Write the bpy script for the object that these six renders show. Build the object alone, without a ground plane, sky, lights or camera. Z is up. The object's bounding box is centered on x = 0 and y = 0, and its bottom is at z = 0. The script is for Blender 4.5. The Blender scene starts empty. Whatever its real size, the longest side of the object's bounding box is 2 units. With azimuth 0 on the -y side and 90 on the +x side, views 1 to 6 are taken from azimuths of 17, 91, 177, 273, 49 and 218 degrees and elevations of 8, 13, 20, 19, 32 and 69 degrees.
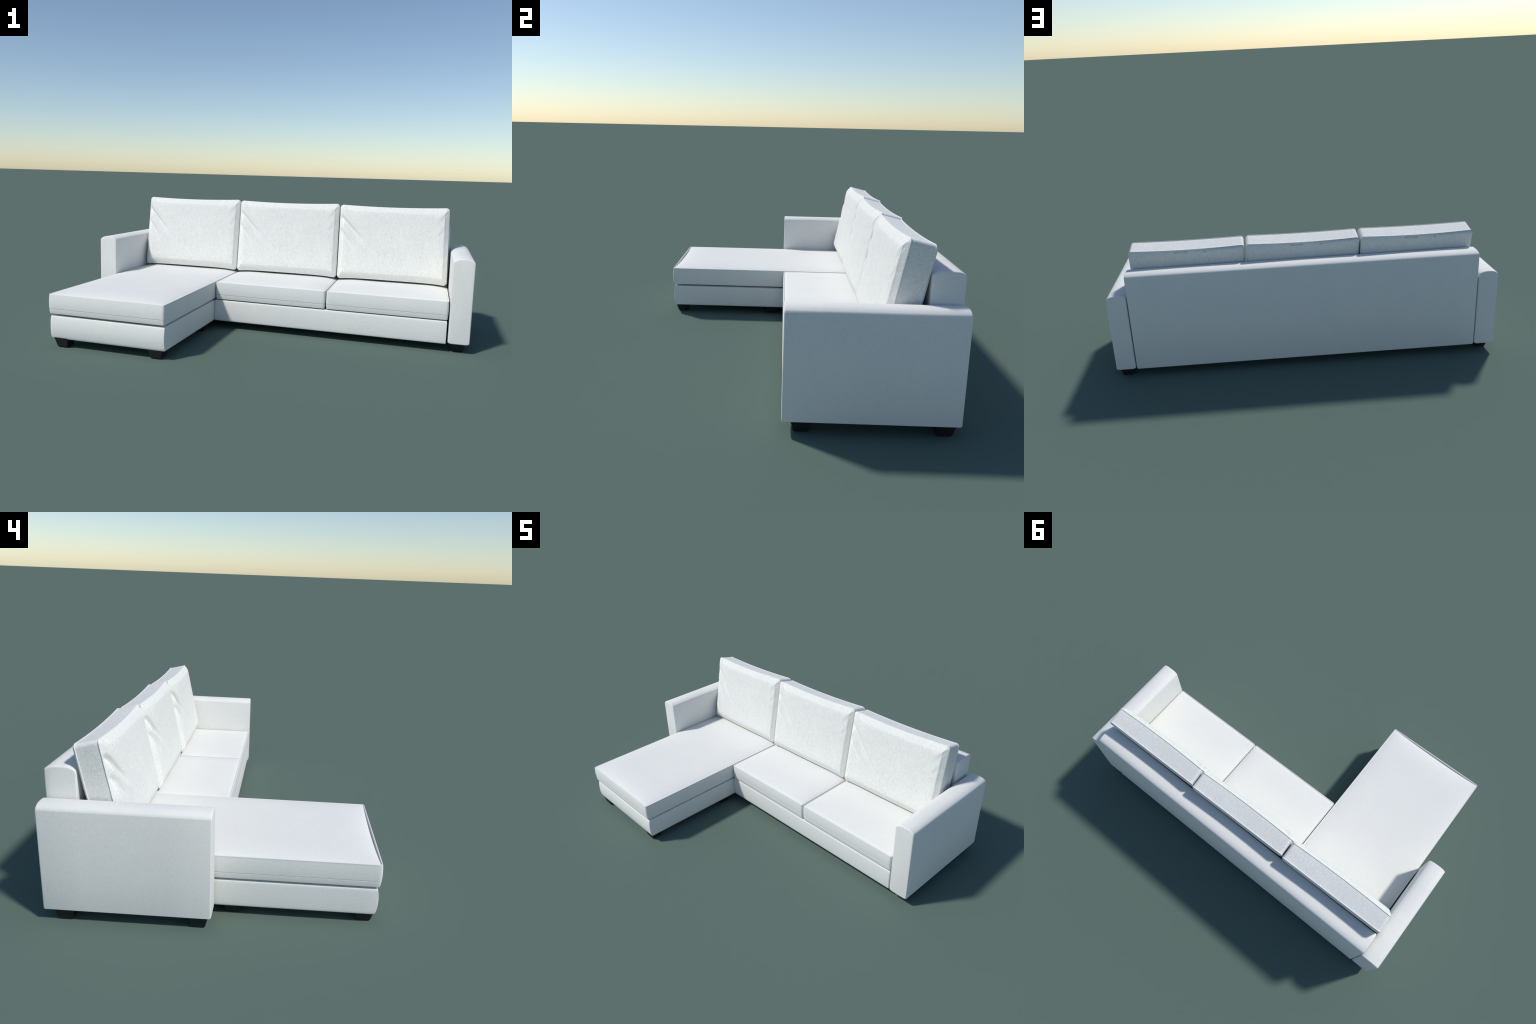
"""White fabric corner sofa with a chaise: two armrests, a backrest frame, seat bases,
seat cushions, three leaning back cushions with drag folds, and dark tapered legs."""
import bpy, math
from mathutils import Vector, noise

# ------------------------------------------------------------------ materials
def nodes_of(name):
    m = bpy.data.materials.new(name)
    m.use_nodes = True
    nt = m.node_tree
    nt.nodes.clear()
    out = nt.nodes.new("ShaderNodeOutputMaterial")
    b = nt.nodes.new("ShaderNodeBsdfPrincipled")
    nt.links.new(b.outputs[0], out.inputs[0])
    return m, nt, b


def math_node(nt, op, a, b=None, c=None):
    n = nt.nodes.new("ShaderNodeMath")
    n.operation = op
    for i, v in enumerate((a, b, c)):
        if v is None:
            continue
        if isinstance(v, (int, float)):
            n.inputs[i].default_value = v
        else:
            nt.links.new(v, n.inputs[i])
    return n.outputs[0]


def thread_noise(nt, coord, scale, detail=2.0, shift=0.0):
    mp = nt.nodes.new("ShaderNodeMapping")
    mp.inputs["Scale"].default_value = scale
    mp.inputs["Location"].default_value = (shift, shift * 1.7, shift * 2.3)
    nt.links.new(coord, mp.inputs[0])
    n = nt.nodes.new("ShaderNodeTexNoise")
    n.inputs["Scale"].default_value = 1.0
    n.inputs["Detail"].default_value = detail
    n.inputs["Roughness"].default_value = 0.55
    nt.links.new(mp.outputs[0], n.inputs["Vector"])
    return n.outputs[0]


def ramp(nt, fac, stops):
    r = nt.nodes.new("ShaderNodeValToRGB")
    cr = r.color_ramp
    while len(cr.elements) < len(stops):
        cr.elements.new(0.5)
    for e, (p, c) in zip(cr.elements, stops):
        e.position = p
        e.color = (*c, 1)
    nt.links.new(fac, r.inputs[0])
    return r.outputs[0]


def mix_rgb(nt, fac, a, b, mode="MIX"):
    m = nt.nodes.new("ShaderNodeMix")
    m.data_type = "RGBA"
    m.blend_type = mode
    for sock, v in ((m.inputs[0], fac), (m.inputs[6], a), (m.inputs[7], b)):
        if isinstance(v, (int, float)):
            sock.default_value = v
        elif isinstance(v, tuple):
            sock.default_value = (*v, 1)
        else:
            nt.links.new(v, sock)
    return m.outputs[2]


def wave(nt, a, k):
    return math_node(nt, "SINE", math_node(nt, "MULTIPLY", a, k))


def fabric(name, across, along, light, mid, dark, fleck, bump, twill):
    """Woven cloth: fine streaks mostly along the warp, a soft mottle, sparse flecks and,
    on the boxed sides, a small diagonal dot weave."""
    m, nt, b = nodes_of(name)
    tex = nt.nodes.new("ShaderNodeTexCoord")
    tc = tex.outputs["Object"]
    a = thread_noise(nt, tc, (along * 2.5, across, across), 1, 3.1)
    c = thread_noise(nt, tc, (across, across, along), 2, 7.7)
    d = thread_noise(nt, tc, (across, along, across), 2, 11.3)
    s = math_node(nt, "ADD", math_node(nt, "MULTIPLY", a, 0.6), math_node(nt, "ADD", c, d))
    weave = math_node(nt, "MULTIPLY", s, 1 / 2.6)
    if twill:
        p = nt.nodes.new("ShaderNodeSeparateXYZ")
        nt.links.new(tc, p.inputs[0])
        q = nt.nodes.new("ShaderNodeSeparateXYZ")
        nt.links.new(tex.outputs["Normal"], q.inputs[0])
        x, y, z = p.outputs
        jitter = math_node(nt, "MULTIPLY", math_node(nt, "SUBTRACT", thread_noise(nt, tc, (60, 60, 60), 2, 4.2), 0.5), 0.004)
        u = math_node(nt, "ADD", y, jitter)
        v = math_node(nt, "SUBTRACT", z, jitter)
        dots = math_node(nt, "MULTIPLY", wave(nt, u, 880), wave(nt, v, 880))
        side = math_node(nt, "GREATER_THAN", math_node(nt, "ABSOLUTE", q.outputs[0]), 0.86)
        amp = math_node(nt, "MULTIPLY", thread_noise(nt, tc, (180, 180, 180), 2, 6.1), twill)
        weave = math_node(nt, "ADD", weave, math_node(nt, "MULTIPLY", math_node(nt, "MULTIPLY", dots, amp), side))
    base = ramp(nt, weave, [(0.34, dark), (0.5, mid), (0.66, light)])
    mott = thread_noise(nt, tc, (120, 120, 120), 3, 1.9)
    tint = ramp(nt, mott, [(0.36, (0.985, 1.0, 0.985)), (0.64, (1.0, 0.985, 1.03))])
    col = mix_rgb(nt, 1.0, base, tint, "MULTIPLY")
    broad = ramp(nt, thread_noise(nt, tc, (7, 7, 7), 3, 9.9), [(0.3, (0.975, 0.975, 0.985)), (0.7, (1.0, 1.0, 0.99))])
    col = mix_rgb(nt, 1.0, col, broad, "MULTIPLY")
    if fleck:
        f = thread_noise(nt, tc, (330, 330, 170), 2, 5.5)
        mask = nt.nodes.new("ShaderNodeMapRange")
        mask.inputs[1].default_value, mask.inputs[2].default_value = 0.59, 0.71
        nt.links.new(f, mask.inputs[0])
        col = mix_rgb(nt, math_node(nt, "MULTIPLY", mask.outputs[0], fleck), col, (0.45, 0.44, 0.34))
    nt.links.new(col, b.inputs["Base Color"])
    b.inputs["Roughness"].default_value = 0.9
    b.inputs["Specular IOR Level"].default_value = 0.2
    bp = nt.nodes.new("ShaderNodeBump")
    bp.inputs["Strength"].default_value = bump
    bp.inputs["Distance"].default_value = 0.002
    nt.links.new(weave, bp.inputs["Height"])
    nt.links.new(bp.outputs[0], b.inputs["Normal"])
    return m


LINEN = fabric("white_linen", 420, 60, (0.808, 0.802, 0.757), (0.769, 0.767, 0.721), (0.708, 0.714, 0.667), 0.0, 0.22, 0.0)
TWEED = fabric("white_tweed", 330, 48, (0.875, 0.872, 0.825), (0.785, 0.785, 0.735), (0.645, 0.655, 0.600), 0.6, 0.5, 0.25)


def leg_material():
    m, nt, b = nodes_of("black_lacquer")
    tc = nt.nodes.new("ShaderNodeTexCoord").outputs["Object"]
    n = thread_noise(nt, tc, (60, 60, 9), 3)
    nt.links.new(ramp(nt, n, [(0.3, (0.012, 0.012, 0.013)), (0.7, (0.017, 0.017, 0.018))]), b.inputs["Base Color"])
    b.inputs["Roughness"].default_value = 0.5
    b.inputs["Specular IOR Level"].default_value = 0.35
    return m


BLACK = leg_material()

# ------------------------------------------------------------------ object helpers
SOFA = bpy.data.objects.new("corner_sofa", None)
bpy.context.collection.objects.link(SOFA)
SOFA["label"] = "white fabric corner sofa with chaise on short black legs"
SOFA["category"] = "corner sofa"


def make_mesh(name, verts, faces, mat, sharp=50):
    me = bpy.data.meshes.new(name)
    me.from_pydata(verts, [], faces)
    me.materials.append(mat)
    me.validate()
    me.shade_smooth()
    me.set_sharp_from_angle(angle=math.radians(sharp))
    return me


def place(name, mesh, loc=(0, 0, 0), rot=(0, 0, 0), parent=None):
    o = bpy.data.objects.new(name, mesh)
    o.location, o.rotation_euler = loc, rot
    o.parent = parent or SOFA
    bpy.context.collection.objects.link(o)
    return o


def smooth(a, b, t):
    t = min(1.0, max(0.0, (t - a) / (b - a)))
    return t * t * (3 - 2 * t)


def stuffed_block(width, depth, radius, rows, nx, ny, nc=4, bottom=True):
    """Stack of rounded-rectangle rings. rows = (inset_x, inset_y, height), first row is
    the edge of the first cap and the last row the edge of the second cap; both caps are
    filled by an nx by ny grid.  Returns verts, faces, and per vertex (cap, row)."""
    hw, hd = width / 2, depth / 2
    verts, faces, tags = [], [], []

    def grid(ix, iy, h, cap):
        base = len(verts)
        for j in range(ny + 1):
            for i in range(nx + 1):
                verts.append(((2 * i / nx - 1) * (hw - ix), (2 * j / ny - 1) * (hd - iy), h))
                tags.append(cap)
        for j in range(ny):
            for i in range(nx):
                q = [base + j * (nx + 1) + i, base + j * (nx + 1) + i + 1, base + (j + 1) * (nx + 1) + i + 1, base + (j + 1) * (nx + 1) + i]
                faces.append(q if cap > 0 else q[::-1])
        k = lambda i, j: base + j * (nx + 1) + i
        ring = []
        for corner, run in (((nx, 0), [(nx, j) for j in range(1, ny)]), ((nx, ny), [(nx - i, ny) for i in range(1, nx)]), ((0, ny), [(0, ny - j) for j in range(1, ny)]), ((0, 0), [(i, 0) for i in range(1, nx)])):
            ring += [k(*corner)] * (nc + 1) + [k(*p) for p in run]
        return ring

    def loop(ix, iy, h):
        r = max(radius - max(ix, iy), 0.0005)
        x, y, ring = hw - ix, hd - iy, []
        corners = ((x - r, -y + r, -90, ny), (x - r, y - r, 0, nx), (-x + r, y - r, 90, ny), (-x + r, -y + r, 180, nx))
        for n, (cx, cy, a0, steps) in enumerate(corners):
            for s in range(nc + 1):
                a = math.radians(a0 + 90 * s / nc)
                ring.append(len(verts))
                verts.append((cx + r * math.cos(a), cy + r * math.sin(a), h))
                tags.append(0)
            p = Vector(verts[-1])
            c2 = corners[(n + 1) % 4]
            a = math.radians(c2[2])
            q = Vector((c2[0] + r * math.cos(a), c2[1] + r * math.sin(a), h))
            for s in range(1, steps):
                ring.append(len(verts))
                verts.append(tuple(p.lerp(q, s / steps)))
                tags.append(0)
        return ring

    rings = [grid(*rows[0], -1)] + [loop(*r) for r in rows[1:-1]] + [grid(*rows[-1], 1)]
    for a, b in zip(rings, rings[1:]):
        n = len(a)
        for i in range(n):
            q = [a[i], a[(i + 1) % n], b[(i + 1) % n], b[i]]
            f = [v for k, v in enumerate(q) if v != q[k - 1]]
            if len(f) >= 3:
                faces.append(f)
    return verts, faces, tags


def extruded(outline, length, bevel, axis):
    """Convex outline (a, b), counter-clockwise, swept along an axis with softened end rims."""
    n = len(outline)
    lo = [min(p[k] for p in outline) for k in (0, 1)]
    hi = [max(p[k] for p in outline) for k in (0, 1)]
    mid = [(lo[k] + hi[k]) / 2 for k in (0, 1)]
    half = [(hi[k] - lo[k]) / 2 for k in (0, 1)]
    steps = [(0.0, 1.0), (0.12, 0.5), (0.5, 0.12), (1.0, 0.0)]
    stations = [(s * bevel, k * bevel) for s, k in steps]
    stations += [(length * f, 0.0) for f in (0.25, 0.5, 0.75)]
    stations += [(length - s, k) for s, k in reversed(stations[:4])]
    verts, faces = [], []
    for s, inset in stations:
        for a, b in outline:
            a2 = mid[0] + (a - mid[0]) * (1 - inset / half[0])
            b2 = mid[1] + (b - mid[1]) * (1 - inset / half[1])
            verts.append((a2, s, b2) if axis == "y" else (s, a2, b2))
    flip = axis == "y"
    for k in range(len(stations) - 1):
        for i in range(n):
            j = (i + 1) % n
            q = [k * n + i, k * n + j, (k + 1) * n + j, (k + 1) * n + i]
            faces.append(q if flip is False else q[::-1])
    first, last = list(range(n)), [(len(stations) - 1) * n + i for i in range(n)]
    faces.append(first[::-1] if flip is False else first)
    faces.append(last if flip is False else last[::-1])
    return verts, faces


# ------------------------------------------------------------------ armrests
def armrest_mesh():
    """Slab with a crowned top and slightly cut lower corners."""
    hw, side, crown = 0.05, 0.4440, 0.4605
    right = [(0.036, 0.0440), (0.0445, 0.0462), (0.0490, 0.0490), (hw, 0.0530), (hw, 0.20), (hw, 0.4390), (0.0493, 0.4420), (0.0475, 0.4448)]
    arch = []
    for k in range(1, 14):
        x = 0.0475 * math.cos(math.pi * k / 14)
        arch.append((x, side + (crown - side) * (1 - abs(x / 0.0500) ** 3.0)))
    left = [(-x, z) for x, z in reversed(right)]
    verts, faces = extruded(right + arch + left, 0.618, 0.0055, "y")
    return make_mesh("armrest", verts, faces, LINEN, 40)


arm = armrest_mesh()
place("armrest", arm, (0.950, 0.0, 0))
place("armrest", arm, (-0.950, 0.0, 0))


# ------------------------------------------------------------------ backrest frame
def backrest_mesh():
    y0, y1, edge, crown = 0.003, 0.1195, 0.5560, 0.5690
    pts = [(0.009, 0.0430), (0.112, 0.0430), (0.1175, 0.0450), (y1, 0.0500), (y1, 0.30), (y1, 0.5500), (0.1188, 0.5545)]
    for k in range(0, 15):
        t = k / 14
        y = 0.1170 + t * (0.0100 - 0.1170)
        u = (y - 0.0635) / 0.0565
        pts.append((y, edge + (crown - edge) * (1 - abs(u) ** 3.4)))
    pts += [(0.0064, 0.5550), (0.0040, 0.5500), (y0, 0.5440), (y0, 0.30), (y0, 0.0500), (0.0045, 0.0450)]
    verts, faces = extruded(pts, 1.788, 0.0055, "x")
    return make_mesh("backrest", verts, faces, LINEN, 40)


place("backrest", backrest_mesh(), (-0.894, 0.500, 0))


# ------------------------------------------------------------------ upholstered bases
def base_mesh(name, w, d, h, bulge, nx, ny):
    """Upholstered plinth with gently bellied walls; height measured from its own bottom."""
    rows = [(0.020, 0.020, 0.0)]
    for t, drop in ((0.0, 1.00), (0.02, 0.90), (0.06, 0.72), (0.15, 0.48), (0.3, 0.17), (0.45, 0.02), (0.6, 0.03), (0.75, 0.16), (0.88, 0.38), (0.95, 0.56)):
        extra = 0.0014 * max(0, 1 - t / 0.03)
        rows.append((bulge * drop * 0.2 + extra, bulge * drop + extra, 0.001 + t * (h - 0.002)))
    rows += [(bulge * 0.12 + 0.0010, bulge * 0.6 + 0.0012, h - 0.0018), (bulge * 0.15 + 0.0036, bulge * 0.65 + 0.004, h), (0.03, 0.03, h)]
    verts, faces, _ = stuffed_block(w, d, 0.004, rows, nx, ny)
    return make_mesh(name, verts, faces, LINEN, 60)


def put_base(name, x0, x1, y0, y1, z0, z1, bulge):
    me = base_mesh(name, x1 - x0, y1 - y0, z1 - z0, bulge, 24, 24)
    place(name, me, ((x0 + x1) / 2, (y0 + y1) / 2, z0))


put_base("chaise_base", -0.8880, -0.3035, -0.6155, 0.498, 0.0400, 0.1505, 0.0098)
put_base("seat_base", -0.3030, 0.8920, 0.0030, 0.498, 0.0390, 0.1535, 0.0040)


# ------------------------------------------------------------------ seat cushions
def seat_cushion_mesh(name, w, d, h, belly, lip_dip, crown, nx, ny, groove):
    """Boxed cushion: bellied border with a stitched seam low down, a raised lip round the
    top panel and a soft crown.  lip_dip sinks the top panel behind the front lip."""
    zs = 0.27 * h
    rows = [(0.03, 0.03, 0.0), (belly + 0.0030, belly + 0.0030, 0.0)]
    wall = [(0.012, 1.05), (0.06, 0.88), (0.14, 0.58), (0.24, 0.36), (0.256, 0.335), ("seam", 0.31), (0.284, 0.28), (0.30, 0.255), (0.40, 0.10), (0.55, 0.0), (0.70, 0.10), (0.82, 0.28), (0.91, 0.46), (0.962, 0.58)]
    for t, k in wall:
        if t == "seam":
            rows.append((belly * k * 0.6 + 0.0034, belly * k + 0.0034, zs))
        else:
            soft = 0.0008 * max(0.0, 1 - t / 0.02)
            rows.append((belly * k * 0.6 + soft, belly * k + soft, t * h))
    e = belly
    k, e = e * 0.39, e * 0.65
    rows += [(k - 0.0006, e - 0.0002, h - 0.0014), (k + 0.0002, e + 0.0006, h - 0.0003), (k + 0.0014, e + 0.0018, h), (k + 0.0030, e + 0.0034, h - 0.0006), (k + 0.0040, e + 0.0046, h - groove), (k + 0.0058, e + 0.0064, h - 0.9 * groove), (k + 0.0100, e + 0.0106, h - 0.0008), (k + 0.018, e + 0.018, h + 0.0004)]
    verts, faces, tags = stuffed_block(w, d, 0.012, rows, nx, ny)
    hw, hd = w / 2, d / 2
    out = []
    for (x, y, z), tag in zip(verts, tags):
        ix, iy = hw - abs(x), hd - abs(y)
        inside = min(ix - k, iy - e)
        if z > h * 0.97 and iy - e > 0.012 and ix < 0.010:     # flatter lip along the sides
            z = max(z, h - 0.0009)
        if z > h * 0.9 and inside > 0.0038:
            grow = min(1.0, max(0, (ix - 0.006)) / 0.125)
            grow_y = min(1.0, max(0, (iy - 0.010)) / 0.16)
            dome = (1 - (1 - grow) ** 2.4) * (1 - (1 - grow_y) ** 2.4)
            z += crown * dome
            z += 0.0009 * noise.noise(Vector((x * 7, y * 7, 3.3))) * dome
            front = y + hd - e
            if lip_dip and front < 0.14:
                s = (x + hw) / w
                s = s ** 0.80
                across = math.sin(math.pi * min(1, max(0, s))) ** 0.9 if 0 < s < 1 else 0
                z -= lip_dip * across * math.exp(-max(0.0, front - 0.006) / 0.028) * smooth(0.0040, 0.0048, front)
        if lip_dip and x > hw - 0.006 and abs(z - zs) < 0.0004 and y > -hd + 0.012:
            x = hw - belly * 0.19                         # no stitched seam on the inner side
        out.append((x, y, z))
    return make_mesh(name, out, faces, LINEN, 48)


def put_cushion(name, mesh, x0, x1, y0, y1, z0):
    return place(name, mesh, ((x0 + x1) / 2, (y0 + y1) / 2, z0))


chaise = seat_cushion_mesh("chaise_cushion", 0.5935, 1.1155, 0.0935, 0.0058, 0.0108, 0.0085, 60, 110, 0.0018)
put_cushion("chaise_cushion", chaise, -0.8945, -0.3010, -0.6205, 0.495, 0.1600)
seat = seat_cushion_mesh("seat_cushion", 0.5950, 0.4960, 0.0925, 0.0045, 0.0, 0.0102, 60, 52, 0.0030)
put_cushion("seat_cushion", seat, -0.2990, 0.2960, -0.0010, 0.495, 0.1590)
put_cushion("seat_cushion", seat, 0.3000, 0.8950, -0.0010, 0.495, 0.1590)


# ------------------------------------------------------------------ back cushions
CW, CH, CT = 0.5880, 0.416, 0.090            # width, height, gusset thickness


def fold(u, v, p, q, valley, width, ridge):
    """A drag fold from p to q: a narrow valley with a ridge on its lower side."""
    p, q, s = Vector(p), Vector(q), Vector((u, v))
    axis = q - p
    L = axis.length
    axis.normalize()
    rel = s - p
    t = rel.dot(axis) / L
    if t < -0.35 or t > 1.35:
        return 0.0
    off = rel.x * -axis.y + rel.y * axis.x
    fade = smooth(-0.20, 0.10, t) * (1 - smooth(0.45, 1.25, t))
    wd = width * (0.9 + 0.3 * max(0, t))
    side = 0.95 if off > 0 else 1.7                        # steep above the crease, long run-out below
    return fade * (-valley * math.exp(-(off / (side * wd)) ** 2) + ridge * math.exp(-((off + 3.2 * wd) / (1.5 * wd)) ** 2))


FOLDS = [
    ((-0.284, 0.139), (-0.158, 0.000), 0.0150, 0.0102, 0.0010),
    ((-0.282, 0.060), (-0.205, -0.045), 0.0105, 0.0105, 0.0010),
    ((-0.258, 0.198), (-0.204, 0.132), 0.0055, 0.0080, 0.0010),
    ((0.274, 0.172), (0.248, 0.110), 0.0020, 0.0070, 0.0010),
    ((0.270, 0.080), (0.238, 0.030), 0.0012, 0.0070, 0.0008),
]
PITS = [(0.055, 0.0120, 0.010), (0.030, 0.0100, 0.013), (0.006, 0.0150, 0.009), (-0.092, 0.0150, 0.005)]


def back_cushion_mesh():
    """Puffed front panel, straight gusset, puffed back panel; local x = width,
    local z = up the cushion, local y = from the front seam towards the back."""
    rows = [(0.052, 0.064, -0.0232)]
    rows += [(0.0420, 0.0520, -0.0226), (0.0320, 0.0420, -0.0217), (0.0256, 0.0352, -0.0208), (0.0238, 0.0330, -0.0199), (0.0215, 0.0280, -0.0173), (0.0180, 0.0220, -0.0142), (0.0125, 0.0150, -0.0100), (0.0065, 0.0080, -0.0052), (0.0006, 0.0012, -0.0012), (0.0000, 0.0000, -0.0002)]
    rows += [(0.0006, 0.0004, 0.0010), (0.0032, 0.0030, 0.0014), (0.0030, 0.0028, 0.0030)]
    rows += [(0.0022, 0.0020, CT * f) for f in (0.2, 0.4, 0.6, 0.8, 0.93)]
    rows += [(0.0020, 0.0014, CT - 0.0030), (0.0002, 0.0000, CT - 0.0018), (0.0000, 0.0000, CT), (0.0018, 0.0014, CT + 0.0012)]
    rows += [(0.0030, 0.0034, CT + 0.0022), (0.0042, 0.0054, CT + 0.0034), (0.0054, 0.0074, CT + 0.0046), (0.0066, 0.0096, CT + 0.0058), (0.0080, 0.0118, CT + 0.0070), (0.0096, 0.0142, CT + 0.0082), (0.0115, 0.0168, CT + 0.0092), (0.0150, 0.0210, CT + 0.0100), (0.0220, 0.0300, CT + 0.0106), (0.042, 0.055, CT + 0.0108)]
    verts, faces, tags = stuffed_block(CW, CH, 0.019, rows, 210, 150, 6)
    hw, hh = CW / 2, CH / 2
    out = []
    for (u, v, w), tag in zip(verts, tags):
        inset = min(hw - abs(u), (hh - abs(v)) * 0.7)
        if w < -0.0005:                                   # front panel
            m = smooth(0.001, 0.014, inset)
            disp = sum(fold(u, v, *f) for f in FOLDS) * m
            disp += 0.0011 * noise.noise(Vector((u * 9, v * 9, 1.7))) * m
            disp += 0.0007 * noise.noise(Vector((u * 30, v * 22, 5.1))) * smooth(0.004, 0.012, inset) * (1 - 0.6 * smooth(0.03, 0.07, inset))
            centre = (1 - (u / hw) ** 2) * (1 - (v / hh) ** 2)
            disp += 0.0015 * centre * m
            disp += 0.003 * smooth(0.0, 1.0, -u / hw) * m * (1 - 0.3 * v / hh)
            w -= disp
        elif w > CT + 0.0011:                             # back panel
            m = smooth(0.001, 0.02, inset)
            w += 0.0012 * noise.noise(Vector((u * 10, v * 10, 9.2))) * m
            below = hh - v
            for pu, depth, span in PITS:                  # puckers just under the top seam
                w -= depth * math.exp(-((u - pu) / span) ** 2 - ((below - 0.0125 + 0.03 * (u - 0.02)) / 0.0030) ** 2)
            tuck = 1 - smooth(-0.20, 0.03, u)
            w -= 0.0090 * tuck * math.exp(-((below - 0.0050) / 0.0036) ** 2) * smooth(0.0005, 0.003, below)
        k = v / hh
        edge = abs(k) ** 3
        bowed = ((u + 0.03) / hw) ** 2
        if k > 0:
            v += edge * (0.0085 * min(bowed, 1.25) - 0.0080)
            v -= 0.045 * max(w, 0) * edge
        else:
            v -= edge * (0.0085 * min(abs(u / hw), 1.0) ** 5 - 0.0045)
            v += 0.16 * max(w, 0) * edge
        if w < -0.001:
            w *= 0.94
        w -= 0.0060 * (1 - (u / hw) ** 2) * (1 - smooth(0.0, CT, w))
        u += -0.0035 * k
        out.append((u, w, v))
    faces = [f[::-1] for f in faces]
    return make_mesh("back_cushion", out, faces, TWEED, 42)


cushion = back_cushion_mesh()
tilt = -math.atan(0.196)
for cx in (-0.5965, -0.0030, 0.5905):
    place("back_cushion", cushion, (cx, 0.3825, 0.4715), (tilt, 0, 0.012))


# ------------------------------------------------------------------ legs
def leg_mesh():
    top, bottom, h = 0.038, 0.0265, 0.0475
    rings = [(bottom - 0.0015, 0.0), (bottom, 0.0015), (top, h)]
    verts = []
    for half, z in rings:
        r = 0.0025
        for cx, cy in ((1, -1), (1, 1), (-1, 1), (-1, -1)):
            first, second = ((half - r) * cx, half * cy), (half * cx, (half - r) * cy)
            for p in ((first, second) if cx * cy < 0 else (second, first)):
                verts.append((*p, z))
    n, faces = 8, []
    for k in range(len(rings) - 1):
        for i in range(n):
            j = (i + 1) % n
            faces.append([k * n + i, k * n + j, (k + 1) * n + j, (k + 1) * n + i])
    faces.append(list(range(n))[::-1])
    faces.append([2 * n + i for i in range(n)])
    return make_mesh("leg", verts, faces, BLACK, 30)


leg = leg_mesh()
for x, y in ((0.9480, 0.069), (0.9480, 0.567), (-0.9530, 0.050), (-0.9530, 0.5445), (-0.356, -0.567), (-0.354, -0.063), (-0.838, -0.570), (-0.836, -0.067)):
    place("leg", leg, (x, y, 0))
